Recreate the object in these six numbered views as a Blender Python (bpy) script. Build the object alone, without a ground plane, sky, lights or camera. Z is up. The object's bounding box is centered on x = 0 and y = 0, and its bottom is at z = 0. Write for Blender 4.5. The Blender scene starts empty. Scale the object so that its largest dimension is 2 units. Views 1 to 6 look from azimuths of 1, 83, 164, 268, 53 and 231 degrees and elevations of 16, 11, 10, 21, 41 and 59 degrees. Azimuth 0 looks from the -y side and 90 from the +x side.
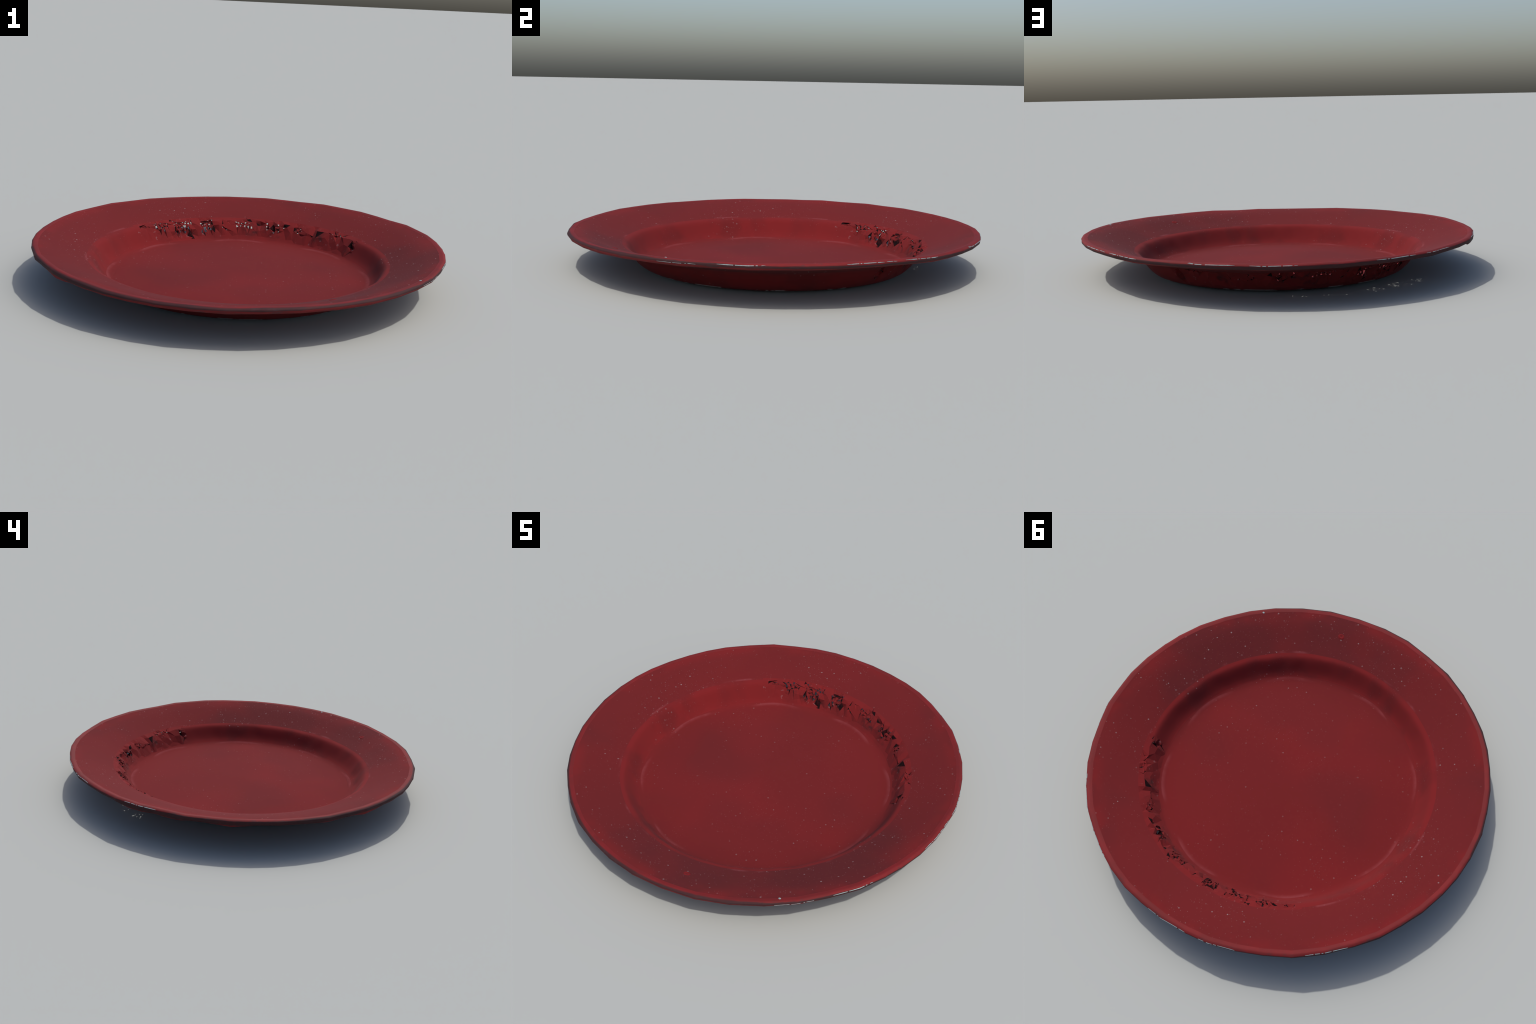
"""Red enamelled tin plate: worn rolled edge, wide brim, well with a holed and
faceted stretch of side wall, copied from a scan fault."""
import bpy, math, random
import numpy as np
from mathutils import Vector, noise
from mathutils.geometry import delaunay_2d_cdt

rnd = random.Random(11)
TAU = 2 * math.pi
SEG = 720                                    # steps round the plate
D2R = math.pi / 180

# ------------------------------------------------------------------ profile
# (radius, height) of the sheet: upper side from centre outwards, round the
# rolled edge, and back along the underside.  Each run is splined on its own.
FLOOR_TOP = [(0.0, .0285), (.20, .0258), (.40, .0210), (.55, .0160), (.612, .0150), (.636, .0175), (.654, .0235)]
WALL_TOP = [(.654, .0235), (.6695, .0390), (.6840, .0595), (.6982, .0830), (.7110, .1020), (.7232, .1130), (.7415, .1201)]
BRIM_TOP = [(.7415, .1201), (.765, .1280), (.82, .1470), (.88, .1665), (.93, .1805), (.958, .1870), (.968, .1895)]
EDGE = [(.968, .1895), (.978, .1914), (.987, .1920), (.9945, .1886), (.9985, .1840), (.9975, .1745),
        (.9925, .1680), (.985, .1650), (.977, .1660), (.970, .1695)]
BRIM_LOW = [(.970, .1695), (.955, .1710), (.93, .1675), (.88, .1560), (.82, .1375), (.765, .1190), (.746, .1120)]
WALL_LOW = [(.746, .1120), (.731, .1045), (.7155, .0920), (.7015, .0740), (.6868, .0520), (.672, .0340), (.659, .0215)]
FLOOR_LOW = [(.659, .0215), (.645, .0130), (.622, .0085), (.590, .0050), (.55, .0025), (.40, .0004), (.20, .0), (0.0, .0)]


def spline(pts, steps):
    """Catmull-Rom through pts, `steps` pieces per span."""
    p = [np.array(q) for q in pts]
    p = [2 * p[0] - p[1]] + p + [2 * p[-1] - p[-2]]
    out = []
    for i in range(1, len(p) - 2):
        for s in range(steps):
            t = s / steps
            out.append(.5 * (2 * p[i] + (p[i + 1] - p[i - 1]) * t + (2 * p[i - 1] - 5 * p[i] + 4 * p[i + 1] - p[i + 2]) * t ** 2
                             + (3 * p[i] - p[i - 1] - 3 * p[i + 1] + p[i + 2]) * t ** 3))
    out.append(p[-2])
    return out


RUNS = [("floor", FLOOR_TOP, 3), ("side_wall", WALL_TOP, 3), ("brim", BRIM_TOP, 4), ("rolled_edge", EDGE, 3),
        ("brim", BRIM_LOW, 3), ("side_wall", WALL_LOW, 3), ("floor", FLOOR_LOW, 3)]
prof, tag, span = [], [], []
for name, pts, steps in RUNS:
    s = spline(pts, steps)
    span.append((len(prof), len(prof) + len(s) - 1))
    prof += s[:-1]
    tag += [name] * (len(s) - 1)
prof.append(np.array(FLOOR_LOW[-1]))
prof = np.array(prof)
K = len(prof)

# ------------------------------------------------ irregular, faceted outline
knots, a = [], 0.0
while a < TAU - .06:
    knots.append((a, rnd.uniform(-.0032, .0026), rnd.uniform(-.0025, .0025), rnd.random()))
    a += rnd.uniform(.095, .165)
knots.append((TAU,) + knots[0][1:])


def window(x, a, b, soft):
    """1 between a and b, falling to 0 within `soft` outside."""
    f = lambda t: max(0., min(1., t)) ** 2 * (3 - 2 * max(0., min(1., t)))
    return f((x - a) / soft + 1) * f((b - x) / soft + 1)


def outline(th):
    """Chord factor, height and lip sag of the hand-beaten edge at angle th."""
    for k0, k1 in zip(knots, knots[1:]):
        if th <= k1[0]:
            break
    u = (th - k0[0]) / (k1[0] - k0[0])
    half = (k1[0] - k0[0]) / 2
    chord = math.cos(half) / math.cos((u - .5) * 2 * half) - math.cos(half)
    mix = lambda i: k0[i] * (1 - u) + k1[i] * u
    return chord + mix(1) - .0016, mix(2), mix(3)


def warp(th, r, z, under):
    """Place a profile point at angle th with the plate's dents and wobble."""
    ch, dz, sag = outline(th % TAU)
    e = max(0., min(1., (r - .86) / .12)) ** 2
    c, s = math.cos(th), math.sin(th)
    n1 = noise.noise(Vector((c * 2.1, s * 2.1, r * 2.5)))
    n2 = noise.noise(Vector((c * 5 + 7, s * 5, r * 3)))
    wall = math.exp(-((r - .70) / .05) ** 2)
    n3 = noise.noise(Vector((c * 9, s * 9 + 3, r * 12)))
    d = (math.degrees(th) + 180) % 360 - 180
    rr = r * (1 + ch * e) + .001 * c * e + wall * (.002 * n1 + .0026 * n2 + .0036 * n3 + .0065 * window(d, 22, 78, 22) + .003 * window(d, -150, -75, 30))
    lift = max(0., min(1., (r - .74) / .16))
    zz = z + e * (dz + .003 * s) + lift * (.0115 * max(0., math.cos(th + .2)) + .002 * n1) + max(0., min(1., (r - .69) / .12)) * (.0060 * math.cos(th - 2.27) - .0016 + .0040 * window(d, -25, 8, 30) - .0012 * window(d, -125, -75, 30))
    # the well sags a little towards one side
    zz -= .0035 * window(abs(r), .50, .655, .12) * max(0., math.cos(th + 1.9)) * (not under)
    if under and r > .955:                    # lip hangs unevenly on one side
        d = math.degrees(th) % 360
        nick = max(window(d, 142, 144, 4), window(d, 157, 160, 4), .9 * window(d, 219, 223, 5))
        zz -= .009 * nick * max(0., 1 - abs(r - .982) / .022)
        zz -= .015 * sag * window(d, 148, 226, 12) * max(0., 1 - abs(r - .982) / .03)
    if r < .65 and not under:
        zz += (.0022 * c - .0022 * s) * window(r, .25, .48, .16)
    if r < .5:
        zz += .0006 * noise.noise(Vector((c * r * 4, s * r * 4, 0)))
    return (rr * c, rr * s, zz)


def surface(th, k):
    """Point on the sheet at a fractional profile index k."""
    i = min(int(k), K - 2)
    f = k - i
    q = prof[i] * (1 - f) + prof[i + 1] * f
    return Vector(warp(th, q[0], q[1], k > span[3][0] + 15))


# --------------------------------------------------------------- whole sheet
verts = [Vector((0, 0, prof[0][1]))]
row = lambda k, i: 1 + (k - 1) * SEG + i % SEG
for k in range(1, K - 1):
    under = k > span[3][0] + 15
    for i in range(SEG):
        verts.append(Vector(warp(TAU * i / SEG, prof[k][0], prof[k][1], under)))
last = len(verts)
verts.append(Vector((0, 0, prof[-1][1])))

FAULT = (62, 287)                              # scan-fault band, grid steps: 31 to 143.5 degrees
k_in0, k_in1 = span[1]                        # inner face of the wall, foot to shoulder
k_in0 += 1; k_in1 += 2
k_out0, k_out1 = span[5]                      # outer face, shoulder to foot
k_out0 -= 2; k_out1 -= 1
faces, ftag = [], []
for k in range(K - 1):
    for i in range(SEG):
        if FAULT[0] <= i < FAULT[1] and (k_in0 <= k < k_in1 or k_out0 <= k < k_out1):
            continue
        if k == 0:
            f = (0, row(1, i), row(1, i + 1))
        elif k == K - 2:
            f = (row(k, i + 1), row(k, i), last)
        else:
            f = (row(k, i), row(k + 1, i), row(k + 1, i + 1), row(k, i + 1))
        faces.append(f)
        ftag.append(tag[k])

# ------------------------------------------------- holed, faceted wall band copied from a scan fault
ROWS = k_in1 - k_in0                           # both faces have the same rows
assert ROWS == k_out1 - k_out0
WIDE, TALL = .70, .125                         # metres per radian / foot to shoulder
U0, U1 = FAULT[0] * TAU / SEG, FAULT[1] * TAU / SEG
to2 = lambda deg, t: Vector((deg * D2R * WIDE, t * TALL))

pts2, owner, edges2 = [], [], []               # owner: grid place of border points
def border(i, j):
    pts2.append(Vector((i * TAU / SEG * WIDE, j / ROWS * TALL)))
    owner.append((i, j))
for i in range(FAULT[0], FAULT[1]): border(i, 0)
for j in range(0, ROWS): border(FAULT[1], j)
for i in range(FAULT[1], FAULT[0], -1): border(i, ROWS)
for j in range(ROWS, 0, -1): border(FAULT[0], j)
nb = len(pts2)
edges2 += [(i, (i + 1) % nb) for i in range(nb)]

holes, pockets = [], []
def shape(deg, t, poly):
    """Polygon in metres round a place on the band."""
    c = to2(deg, t)
    return [c + Vector(q) for q in poly]

def add_poly(poly, store):
    base = len(pts2)
    for q in poly:
        pts2.append(q); owner.append(None)
    edges2.extend((base + i, base + (i + 1) % len(poly)) for i in range(len(poly)))
    store.append(poly)

def inside(p, poly):
    odd = False
    for a, b in zip(poly, poly[1:] + poly[:1]):
        if (a.y > p.y) != (b.y > p.y) and p.x < (b.x - a.x) * (p.y - a.y) / (b.y - a.y) + a.x:
            odd = not odd
    return odd

# long wedge at the far end, the black spot at the foot, the steps
pockets_at = [(140.2, .76, [(.010, .007), (-.040, .013), (-.012, .002), (.012, -.012)]),
              (116.3, .17, [(.018, -.004), (.006, .014), (-.016, .006), (-.010, -.014)]),
              (121, .58, [(.015, .004), (-.008, .010), (-.012, -.006)]),
              (108, .68, [(.026, .006), (-.022, .002), (.004, -.008)]),
              (104, .36, [(.008, .016), (-.008, .004), (.002, -.018)]),
              (88.0, .84, [(.014, .004), (-.004, .011), (-.018, -.016), (.006, -.010)]),
              (83.5, .60, [(.014, .010), (-.014, -.006), (.008, -.010)]),
              (76.5, .50, [(.010, .020), (-.016, -.016), (.016, -.010)]),
              (70.5, .66, [(.018, .010), (-.016, .012), (-.004, -.014)]),
              (53.4, .52, [(-.020, .022), (.022, .018), (.018, -.022)]),
              (66.3, .52, [(.010, .012), (-.006, .010), (.004, -.014)]),
              (34.2, .50, [(.006, .026), (-.012, -.016), (.011, -.016)])]
for deg, t, poly in pockets_at:
    add_poly(shape(deg, t, poly), pockets)
clash = lambda p, gap: any((p - q).length < gap for q in pts2[nb:]) or any(inside(p, h) for h in holes + pockets)

def scatter_holes(count, d0, d1, t0, t1, s0, s1):
    made = tries = 0
    while made < count and tries < 4000:
        tries += 1
        deg, t = rnd.uniform(d0, d1), min(max(rnd.gauss((t0 + t1) / 2, (t1 - t0) / 3.2), t0), t1)
        r, rot = rnd.uniform(s0, s1), rnd.random() * TAU
        c = to2(deg, t)
        if clash(c, r * 1.12 + .0022):
            continue
        n = rnd.choice((3, 3, 4))
        poly = []
        for m in range(n):
            w = rot + TAU * (m + rnd.uniform(-.22, .22)) / n
            poly.append(c + Vector((math.cos(w) * r * .85, math.sin(w) * r * rnd.uniform(.8, 1.5))))
        if any(q.y < .012 or q.y > TALL - .005 for q in poly):
            continue
        add_poly(poly, holes)
        made += 1
scatter_holes(3, 136, 139, .60, .80, .002, .004)
scatter_holes(11, 126, 133, .44, .80, .0030, .0090)
scatter_holes(22, 114.5, 124, .28, .80, .0035, .0125)
scatter_holes(14, 105, 111, .28, .78, .0035, .0115)
scatter_holes(4, 97, 101, .34, .74, .002, .006)
scatter_holes(10, 87, 94, .36, .74, .0030, .0090)
scatter_holes(9, 73, 80, .30, .72, .0030, .0085)
scatter_holes(9, 56, 72, .25, .72, .0024, .0066)
scatter_holes(10, 41, 50, .66, .80, .0022, .0052)
scatter_holes(5, 32.5, 34, .25, .75, .0018, .0034)

def fill_points(d0, d1, gap, count):
    n = tries = 0
    while n < count and tries < 20000:
        tries += 1
        p = to2(rnd.uniform(d0, d1), rnd.uniform(.08, .86))
        if clash(p, gap):
            continue
        pts2.append(p); owner.append(None); n += 1
# facets of the scan fault: places of the sheet pushed well in or out
facets_at = [(75.0, .34, .011), (71.5, .40, -.006), (68.0, .36, .014), (65.5, .70, -.010), (63.0, .58, .012), (61.5, .26, .008), (58.8, .44, .013),
            (57.0, .76, -.010), (50.3, .44, .013), (47.0, .30, .010), (46.0, .62, .010), (43.5, .40, .012), (40.5, .66, .009), (38.2, .40, .013),
            (36.6, .74, .004), (99.5, .36, .009), (95.0, .26, .010), (83.0, .30, .009)]
facet_of = {}
for deg, t, d in facets_at:
    p = to2(deg, t)
    if not clash(p, .009):
        facet_of[len(pts2)] = d
        pts2.append(p); owner.append(None)
first_fill = len(pts2)
fill_points(102, 142, .019, 80)
fill_points(72, 102, .022, 50)
fill_points(32, 72, .034, 14)

cv, ce, cf, ov, oe, of = delaunay_2d_cdt(pts2, edges2, [], 1, 1e-6)

def facet_shift(deg, t):
    """How far the sheet may leave its true place (inward positive), metres."""
    patchy = .45 + .55 * max(window(deg, 104, 133, 4), window(deg, 72, 93, 4), window(deg, 34, 57, 5))
    edge = patchy * max(0., min(1., (t - .06) / .22)) * min(1., (1 - t) / .22)
    ends = window(deg, 36, 138, 5)
    return edge * (.25 + .75 * ends)

front, back = [], []
mesh_v = []
for n, p in enumerate(cv):
    src = ov[n][0] if ov[n] else None
    th, t = p.x / WIDE, p.y / TALL
    kf, kb = k_in0 + t * ROWS, k_out1 - t * ROWS
    own = owner[src] if src is not None and src < nb else None
    if own:
        pf, pb = verts[row(k_in0 + own[1], own[0])], verts[row(k_out1 - own[1], own[0])]
    else:
        pf, pb = surface(th, kf), surface(th, kb)
        deg = math.degrees(th)
        amp = facet_shift(deg, t)
        inward = Vector((-math.cos(th) * .86, -math.sin(th) * .86, .5))
        in_pocket = any(inside(Vector(p), h) for h in pockets)
        stray = 1. if src is not None and src < first_fill else .48
        low = window(t, -.1, .42, .18)
        d = amp * stray * (rnd.uniform(-.0105, .0035) * (1 - low) + rnd.uniform(-.0060, .0105) * low) - (.015 if in_pocket else 0)
        if src in facet_of:
            d = facet_of[src] * (.45 if facet_of[src] > 0 else .9)
        slide = Vector((-math.sin(th), math.cos(th), 0)) * rnd.uniform(-.004, .004) * amp
        thick = (pf - pb).length
        pf = pf + inward * d + slide
        # the two faces close up where the scan failed
        want = pf - inward * rnd.uniform(.0035, .0075)
        pb = pb.lerp(want, min(1., amp * 1.2))
    front.append(len(mesh_v)); mesh_v.append(pf)
    back.append(len(mesh_v)); mesh_v.append(pb)

fault_f, fault_m, used = [], [], {}
def near_hole(p):
    return min(min((p - q).length for q in h) for h in holes + pockets)
for f in cf:
    c = sum((cv[i] for i in f), Vector((0, 0))) / len(f)
    if any(inside(c, h) for h in holes):
        continue
    pocket = any(inside(c, h) for h in pockets)
    close = near_hole(c)
    dark = 1 if pocket or (close < .011 and rnd.random() < .13) else 0
    fault_f.append([front[i] for i in f][::-1]); fault_m.append(dark)
    fault_f.append([back[i] for i in f]); fault_m.append(1 if dark and not pocket and rnd.random() < .5 else 0)
    for a, b in zip(f, f[1:] + f[:1]):
        used[(a, b)] = used.get((a, b), 0) + 1
on_border = {n for n in range(len(cv)) if ov[n] and ov[n][0] < nb}
for (a, b) in list(used):
    if (b, a) in used:
        continue
    if a in on_border and b in on_border:
        continue
    fault_f.append([front[a], front[b], back[b], back[a]]); fault_m.append(1)


# ---------------------------------------------------------------- materials
class Nodes:
    """Small helper that writes shader trees as expressions."""
    def __init__(self, name):
        self.mat = bpy.data.materials.new(name)
        self.mat.use_nodes = True
        self.t = self.mat.node_tree
        self.bsdf = self.t.nodes["Principled BSDF"]
        self.obj = self.node("ShaderNodeTexCoord").outputs["Object"]
        s = self.node("ShaderNodeSeparateXYZ", (self.obj,))
        self.x, self.y, self.z = s.outputs
        self.r = self.m("SQRT", self.m("ADD", self.m("MULTIPLY", self.x, self.x), self.m("MULTIPLY", self.y, self.y)))
        self.deg = self.m("MULTIPLY", self.m("ARCTAN2", self.y, self.x), 180 / math.pi)

    def node(self, kind, ins=(), **props):
        n = self.t.nodes.new(kind)
        for k, v in props.items():
            setattr(n, k, v)
        for i, v in (ins.items() if isinstance(ins, dict) else enumerate(ins)):
            if v is None:
                continue
            if isinstance(v, bpy.types.NodeSocket):
                self.t.links.new(v, n.inputs[i])
            else:
                n.inputs[i].default_value = v
        return n

    def m(self, op, a, b=None, c=None):
        return self.node("ShaderNodeMath", (a, b, c), operation=op).outputs[0]

    def step(self, v, lo, hi, out0=0., out1=1.):
        return self.node("ShaderNodeMapRange", {0: v, 1: lo, 2: hi, 3: out0, 4: out1}, interpolation_type="SMOOTHSTEP").outputs[0]

    def band(self, v, a, b, soft):
        return self.m("MULTIPLY", self.step(v, self.m("SUBTRACT", a, soft), a), self.step(v, b, self.m("ADD", b, soft), 1., 0.))

    def mul(self, *v):
        out = v[0]
        for w in v[1:]:
            out = self.m("MULTIPLY", out, w)
        return out

    def noise(self, scale, detail=3., rough=.5, stretch=(1, 1, 1), shift=(0, 0, 0), vec=None):
        mp = self.node("ShaderNodeMapping", {0: vec or self.obj, 1: shift, 3: stretch})
        return self.node("ShaderNodeTexNoise", {"Vector": mp.outputs[0], "Scale": scale, "Detail": detail, "Roughness": rough}).outputs[0]

    def mix(self, fac, a, b):
        n = self.node("ShaderNodeMix", data_type="RGBA")
        for i, v in ((0, fac), (6, a), (7, b)):
            if isinstance(v, bpy.types.NodeSocket):
                self.t.links.new(v, n.inputs[i])
            else:
                n.inputs[i].default_value = (*v, 1) if i else v
        return n.outputs[2]

    def specks(self, scale, keep, size):
        """Round fly-specks: one per Voronoi cell, most cells left empty."""
        grow = self.m("ADD", 1., self.m("DIVIDE", self.m("MULTIPLY", self.z, .5), self.m("ADD", self.r, .05)))
        flat = self.node("ShaderNodeCombineXYZ", (self.m("MULTIPLY", self.x, grow), self.m("MULTIPLY", self.y, grow), 0.))
        v = self.node("ShaderNodeTexVoronoi", {"Vector": flat.outputs[0], "Scale": scale}, voronoi_dimensions="2D")
        c = self.node("ShaderNodeSeparateColor", (v.outputs["Color"],))
        rad = self.mul(self.step(c.outputs[0], keep, 1.), size * scale)
        return self.m("GREATER_THAN", self.m("SUBTRACT", rad, v.outputs["Distance"]), 0.), c.outputs[1]

    def finish(self, colour, rough=.45, spec=.5, bump=None, strength=.1, dist=.002, metal=0.):
        b = self.bsdf
        for k, v in (("Base Color", colour), ("Roughness", rough), ("Specular IOR Level", spec), ("Metallic", metal)):
            if isinstance(v, bpy.types.NodeSocket):
                self.t.links.new(v, b.inputs[k])
            else:
                b.inputs[k].default_value = (*v, 1) if k == "Base Color" else v
        if bump is not None:
            n = self.node("ShaderNodeBump", {"Strength": strength, "Distance": dist, "Height": bump})
            self.t.links.new(n.outputs[0], b.inputs["Normal"])
        return self.mat


RED, BRIGHT, DULL = (.114, .0060, .0066), (.138, .0065, .0072), (.078, .0070, .0080)
PALE, STEEL, SCAN_BLACK = (.22, .125, .13), (.22, .28, .28), (.006, .003, .0035)


def enamel(n, speck_amount=1.0, dull=.55):
    mott = n.noise(1.6, 2., .4)
    col = n.mix(n.mul(n.step(mott, .38, .70), .6), RED, BRIGHT)
    shade_lean = n.m("SUBTRACT", n.m("MULTIPLY", n.x, .06), n.m("MULTIPLY", n.y, .06))  # paints in baked shade: dull blots gather on one side
    blot = n.mul(n.step(n.m("ADD", shade_lean, n.noise(1.7, 2., .45, shift=(3.1, 1.7, 0))), .47, .64), dull)
    col = n.mix(blot, col, DULL)
    grain = n.noise(60., 2., .6)
    col = n.mix(n.mul(n.step(grain, .5, .8), .10), col, (.17, .018, .022))
    crowd = n.step(n.noise(3.2, 2.), .38, .62, .12, 1.)
    big, tone = n.specks(34., .775, .0044)
    fine, tone2 = n.specks(78., .62, .0023)
    col = n.mix(n.mul(fine, n.step(tone2, .1, 1., .05, .55), speck_amount, crowd), col, PALE)
    col = n.mix(n.mul(big, n.step(tone, .1, 1., .18, .85), speck_amount, crowd), col, (.28, .21, .215))
    return col, grain


def floor_material():
    n = Nodes("red_enamel_floor")
    col, grain = enamel(n, .34, .30)
    # baked highlights painted as pale arcs along the foot of the wall
    arcs = n.m("SINE", n.m("MULTIPLY", n.m("ADD", n.deg, n.m("MULTIPLY", n.noise(2., 1.), 16.)), 8 * D2R))
    edge = n.m("ADD", .640, n.m("MULTIPLY", arcs, .010))
    sheen = n.mul(n.mul(n.step(n.r, n.m("SUBTRACT", edge, .020), edge), n.step(n.r, edge, n.m("ADD", edge, .005), 1., 0.)), n.step(arcs, -.5, .5), n.step(n.z, .012, .015))
    col = n.mix(n.mul(sheen, n.step(n.noise(9., 3., .6), .36, .62, .15, .48)), col, (.19, .036, .041))
    return n.finish(col, 1., .32, grain, .04, .001)


def foot_material():
    n = Nodes("red_enamel_foot")
    col, grain = enamel(n, .6, .3)
    rub = n.mul(n.step(n.r, .600, .630), n.step(n.z, .0215, .0165, 0., 1.), n.step(n.noise(5.5, 4., .6, stretch=(1, 1, 2.)), .53, .57))
    col = n.mix(n.mul(rub, .85), col, (.36, .32, .32))
    return n.finish(col, 1., .32, grain, .04, .001)


def wall_material(name="red_enamel_wall", scan_dark=False):
    n = Nodes(name)
    col, grain = enamel(n, .5, .25)
    patch = n.noise(7., 3., .5, stretch=(1, 1, .6), shift=(5, 1, 2))
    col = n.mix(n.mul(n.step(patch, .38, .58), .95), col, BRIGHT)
    col = n.mix(n.mul(n.step(patch, .46, .32), .15), col, DULL)
    if scan_dark:
        spots = n.m("ADD", n.m("ADD", n.band(n.deg, 106., 131., 3.), n.band(n.deg, 73., 92., 3.)), n.m("ADD", n.band(n.deg, 50., 56., 2.), n.band(n.deg, 33.5, 35.5, 1.)))
        scan_smudge = n.mul(n.step(n.noise(26., 3., .55, shift=(.4, 0, 0)), .46, .76), spots, n.band(n.z, .050, .104, .014))
        col = n.mix(n.mul(scan_smudge, .7), col, (.016, .005, .006))  # black smudges the scan left in unseen spots, put into the colour
        pale = n.step(n.noise(34., 2., .6, shift=(9, 2, 0)), .68, .74)
        col = n.mix(n.mul(pale, .35), col, PALE)
    return n.finish(col, 1., .32, grain, .04, .001)


def brim_material():
    n = Nodes("red_enamel_brim")
    col, grain = enamel(n, 1., .85)
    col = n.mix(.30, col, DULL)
    hot = n.mul(n.step(n.r, .90, .965), n.step(n.noise(4., 3., .6), .44, .62))
    col = n.mix(n.mul(hot, .7), col, BRIGHT)
    # pale broken arcs near the shoulder
    lip = n.mul(n.band(n.r, .738, .748, .008), n.step(n.noise(6., 3.), .52, .64), n.step(n.z, .11, .118))
    col = n.mix(n.mul(lip, .35), col, (.21, .042, .048))
    return n.finish(col, 1., .32, grain, .05, .001)


def edge_material():
    n = Nodes("worn_red_edge")
    mott = n.noise(7., 4., .6, stretch=(1, 1, 2.5))
    col = n.mix(n.step(mott, .38, .66), RED, (.148, .0056, .0070))
    # enamel rubbed through to dark iron along the crest of the roll
    away = n.m("COSINE", n.m("MULTIPLY", n.m("SUBTRACT", n.deg, 175.), D2R))
    level = n.m("SUBTRACT", n.z, n.mul(n.m("MAXIMUM", n.m("COSINE", n.m("ADD", n.m("MULTIPLY", n.deg, D2R), .2)), 0.), .0100))
    line = n.m("ADD", n.m("MULTIPLY", away, .0035), n.m("MULTIPLY", n.noise(5., 4., .6), .013))
    dark = n.band(level, n.m("SUBTRACT", .1780, line), n.m("ADD", .1800, line), .003)
    dark = n.mul(dark, n.step(n.r, .983, .992), n.step(n.noise(4.5, 4., .65, shift=(2, 5, 0)), .24, .44, .45, 1.))
    col = n.mix(n.mul(dark, .85), col, (.020, .009, .010))
    soot = n.mul(n.step(n.noise(13., 4., .6, stretch=(1, 1, 4), shift=(1, 2, 4)), .56, .70), n.step(n.r, .982, .992))
    col = n.mix(n.mul(soot, .65), col, (.040, .018, .020))
    return n.finish(col, .8, .32, mott, .15, .002)


def plain_material(name, colour, alt, scale, rough, metal=0.):
    n = Nodes(name)
    g = n.noise(scale, 3., .6)
    return n.finish(n.mix(n.step(g, .40, .65), colour, alt), rough, .5, g, .2, .002, metal)


MATS = {"floor": floor_material(), "side_wall": wall_material(), "brim": brim_material(), "rolled_edge": edge_material()}
FOOT_MAT = foot_material()
FAULT_MAT = wall_material("scan_fault_enamel", True)
SCAN_BLACK_MAT = plain_material("scan_gap_black", SCAN_BLACK, (.020, .004, .005), 40., 1.)  # black facets: texture gaps of the scan, not a real coating
SCAN_BLACK_MAT.node_tree.nodes["Principled BSDF"].inputs["Specular IOR Level"].default_value = .08
GLINT_CHIP_MAT = plain_material("glint_and_chip", (.23, .285, .285), (.17, .21, .21), 90., .45)  # pale tone of the baked edge reflections, shared by one real chip
BLISTER_MAT = plain_material("enamel_blister", (.125, .0054, .0066), (.145, .0062, .0078), 60., 1.)
BLISTER_MAT.node_tree.nodes["Principled BSDF"].inputs["Specular IOR Level"].default_value = .3

# ------------------------------------------------------------------- objects
root = bpy.data.objects.new("enamel_plate", None)
bpy.context.collection.objects.link(root)
root["label"] = "dark red enamelled plate with wide brim and side wall holed by a scan fault"
root["category"] = "plate"


def part(name, mesh, parent=root):
    o = bpy.data.objects.new(name, mesh)
    bpy.context.collection.objects.link(o)
    o.parent = parent
    return o


# one smooth surface first, for shared normals; then cut by region
whole = bpy.data.meshes.new("whole")
whole.from_pydata(verts, [], faces)
normals = [Vector(v.vector) for v in whole.vertex_normals]
bpy.data.meshes.remove(whole)
for name in ("floor", "side_wall", "brim", "rolled_edge"):
    idx, fs, low = {}, [], []
    for f, tg in zip(faces, ftag):
        if tg == name:
            fs.append([idx.setdefault(v, len(idx)) for v in f])
            low.append(int(name == "floor" and max(f) > row(span[6][0], 0)))
    me = bpy.data.meshes.new(name)
    me.from_pydata([verts[v] for v in idx], [], fs)
    me.shade_smooth()
    me.normals_split_custom_set_from_vertices([normals[v] for v in idx])
    me.materials.append(MATS[name])
    if any(low):                              # the foot under the well wears differently
        me.materials.append(FOOT_MAT)
        me.polygons.foreach_set("material_index", low)
    part(name, me)

me = bpy.data.meshes.new("scan_fault_wall")  # band of wall rebuilt from a fault of the scan
me.from_pydata(mesh_v, [], fault_f)
me.materials.append(FAULT_MAT); me.materials.append(SCAN_BLACK_MAT)
me.polygons.foreach_set("material_index", fault_m)
me.update()
holed = part("scan_fault_wall", me, bpy.data.objects["side_wall"])


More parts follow.
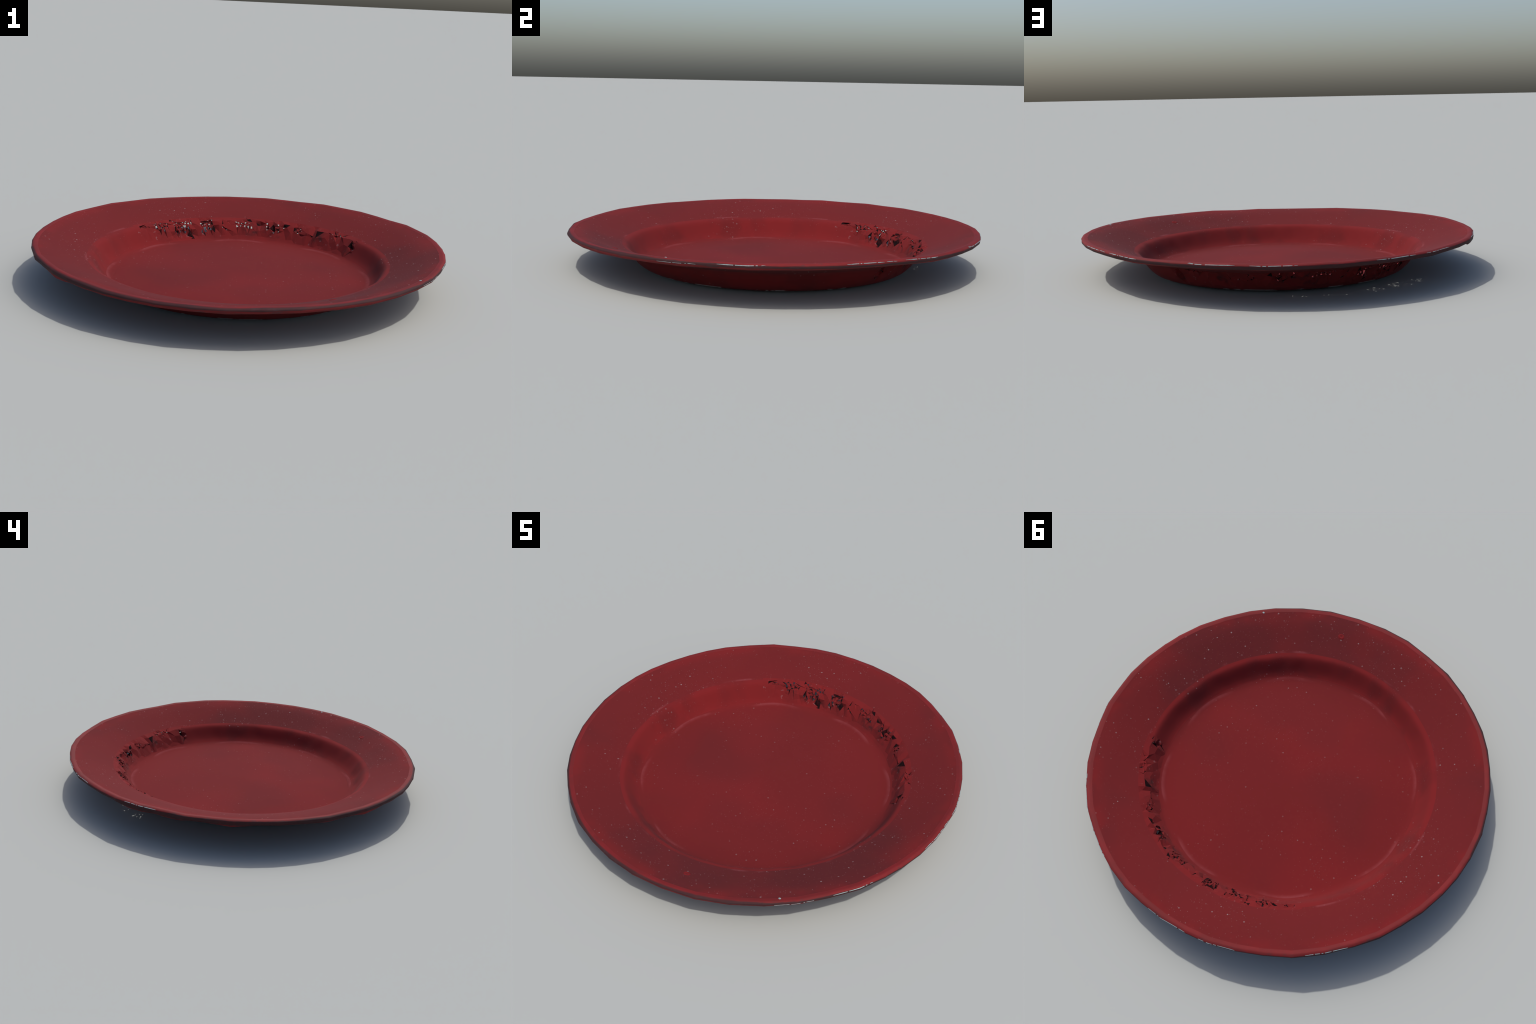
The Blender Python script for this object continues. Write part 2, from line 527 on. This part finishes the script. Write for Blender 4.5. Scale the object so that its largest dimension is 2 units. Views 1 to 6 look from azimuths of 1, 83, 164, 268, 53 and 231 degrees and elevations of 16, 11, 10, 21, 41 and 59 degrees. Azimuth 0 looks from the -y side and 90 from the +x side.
# pale slivers along the rolled edge: baked reflections built as thin strips
def sliver(a0, a1, z, width, seed):
    """A thin, tapering, broken glint strip that hugs the outside of the roll."""
    r = random.Random(seed)
    n, vs, fs = 26, [], []
    k_crest = span[3][0] + 9
    for i in range(n + 1):
        u = i / n
        th = (a0 + (a1 - a0) * u) * D2R
        w = 1.3 * width * (min(1., u * 6) * .75 + .25) * (min(1., (1 - u) * 9) * .75 + .25) * r.uniform(.75, 1.1)
        kc = k_crest + z + .5 * math.sin(u * 5 + seed) * .6
        for j in (-1, -.35, .35, 1):
            p = surface(th, kc + j * w)
            out = Vector((math.cos(th), math.sin(th), 0))
            vs.append(p + out * (.0012 if abs(j) < .5 else -.0006))
    gap = {r.randrange(3, n - 2) for _ in range(2 + n // 12)}
    for i in range(n):
        if i in gap:
            continue
        for j in range(3):
            b = i * 4 + j
            fs.append((b, b + 4, b + 5, b + 1))
    m = bpy.data.meshes.new("edge_glint")
    m.from_pydata(vs, [], fs)
    m.shade_smooth()
    m.materials.append(GLINT_CHIP_MAT)
    return m


edge_obj = bpy.data.objects["rolled_edge"]
for s, (a0, a1, z, w) in enumerate([(-20, -9, 2.3, .8), (-35, -25, 4.6, .22), (9.5, 19, 2.2, .8), (19.6, 22.5, 2.0, .6), (25, 36, 1.6, .8),
                                    (52, 64, 2.0, .8), (67.5, 79, 2.0, .8), (99, 111, 2.2, .85), (115, 125, 2.0, .7),
                                    (143, 154, 1.4, .9), (52.0, 53.5, .2, .6)]):
    part("edge_glint", sliver(a0, a1, z, w, s), edge_obj)


def lathe(name, prof2, steps, mat, parent, place, tilt):
    """Small turned piece set on the brim."""
    vs, fs = [Vector((0, 0, prof2[0][1]))], []
    for q, (r, z) in enumerate(prof2[1:]):
        for i in range(steps):
            w = TAU * i / steps
            k = 1 + .08 * math.sin(2 * w + 1) + .05 * math.sin(3 * w)
            vs.append(Vector((r * k * math.cos(w), r * k * math.sin(w), z)))
    for i in range(steps):
        j = (i + 1) % steps
        fs.append((0, 1 + i, 1 + j))
        for q in range(len(prof2) - 2):
            a = 1 + q * steps
            fs.append((a + i, a + steps + i, a + steps + j, a + j))
    m = bpy.data.meshes.new(name)
    rot = Vector((0, 0, 1)).rotation_difference(tilt)
    m.from_pydata([place + rot @ v for v in vs], [], fs)
    m.shade_smooth()
    m.materials.append(mat)
    return part(name, m, parent)


brim = bpy.data.objects["brim"]
kb0 = span[2][0]
th = -61 * D2R
k_at = next(k for k in range(span[2][0], span[2][1]) if prof[k][0] > .856)
slope = Vector((-math.cos(th) * .27, -math.sin(th) * .27, 1)).normalized()
lathe("blister", [(0, -.0002), (.005, .0002), (.008, .0018), (.011, .0026), (.014, .0014), (.018, -.001)], 28, BLISTER_MAT, brim,
      surface(th, k_at), slope)
th = -33.5 * D2R
k_at = span[3][0] + 1
lathe("enamel_chip", [(0, .0018), (.004, .0016), (.0065, -.001)], 14, GLINT_CHIP_MAT, edge_obj, surface(th, k_at),
      Vector((-math.cos(th) * .3, -math.sin(th) * .3, 1)).normalized())
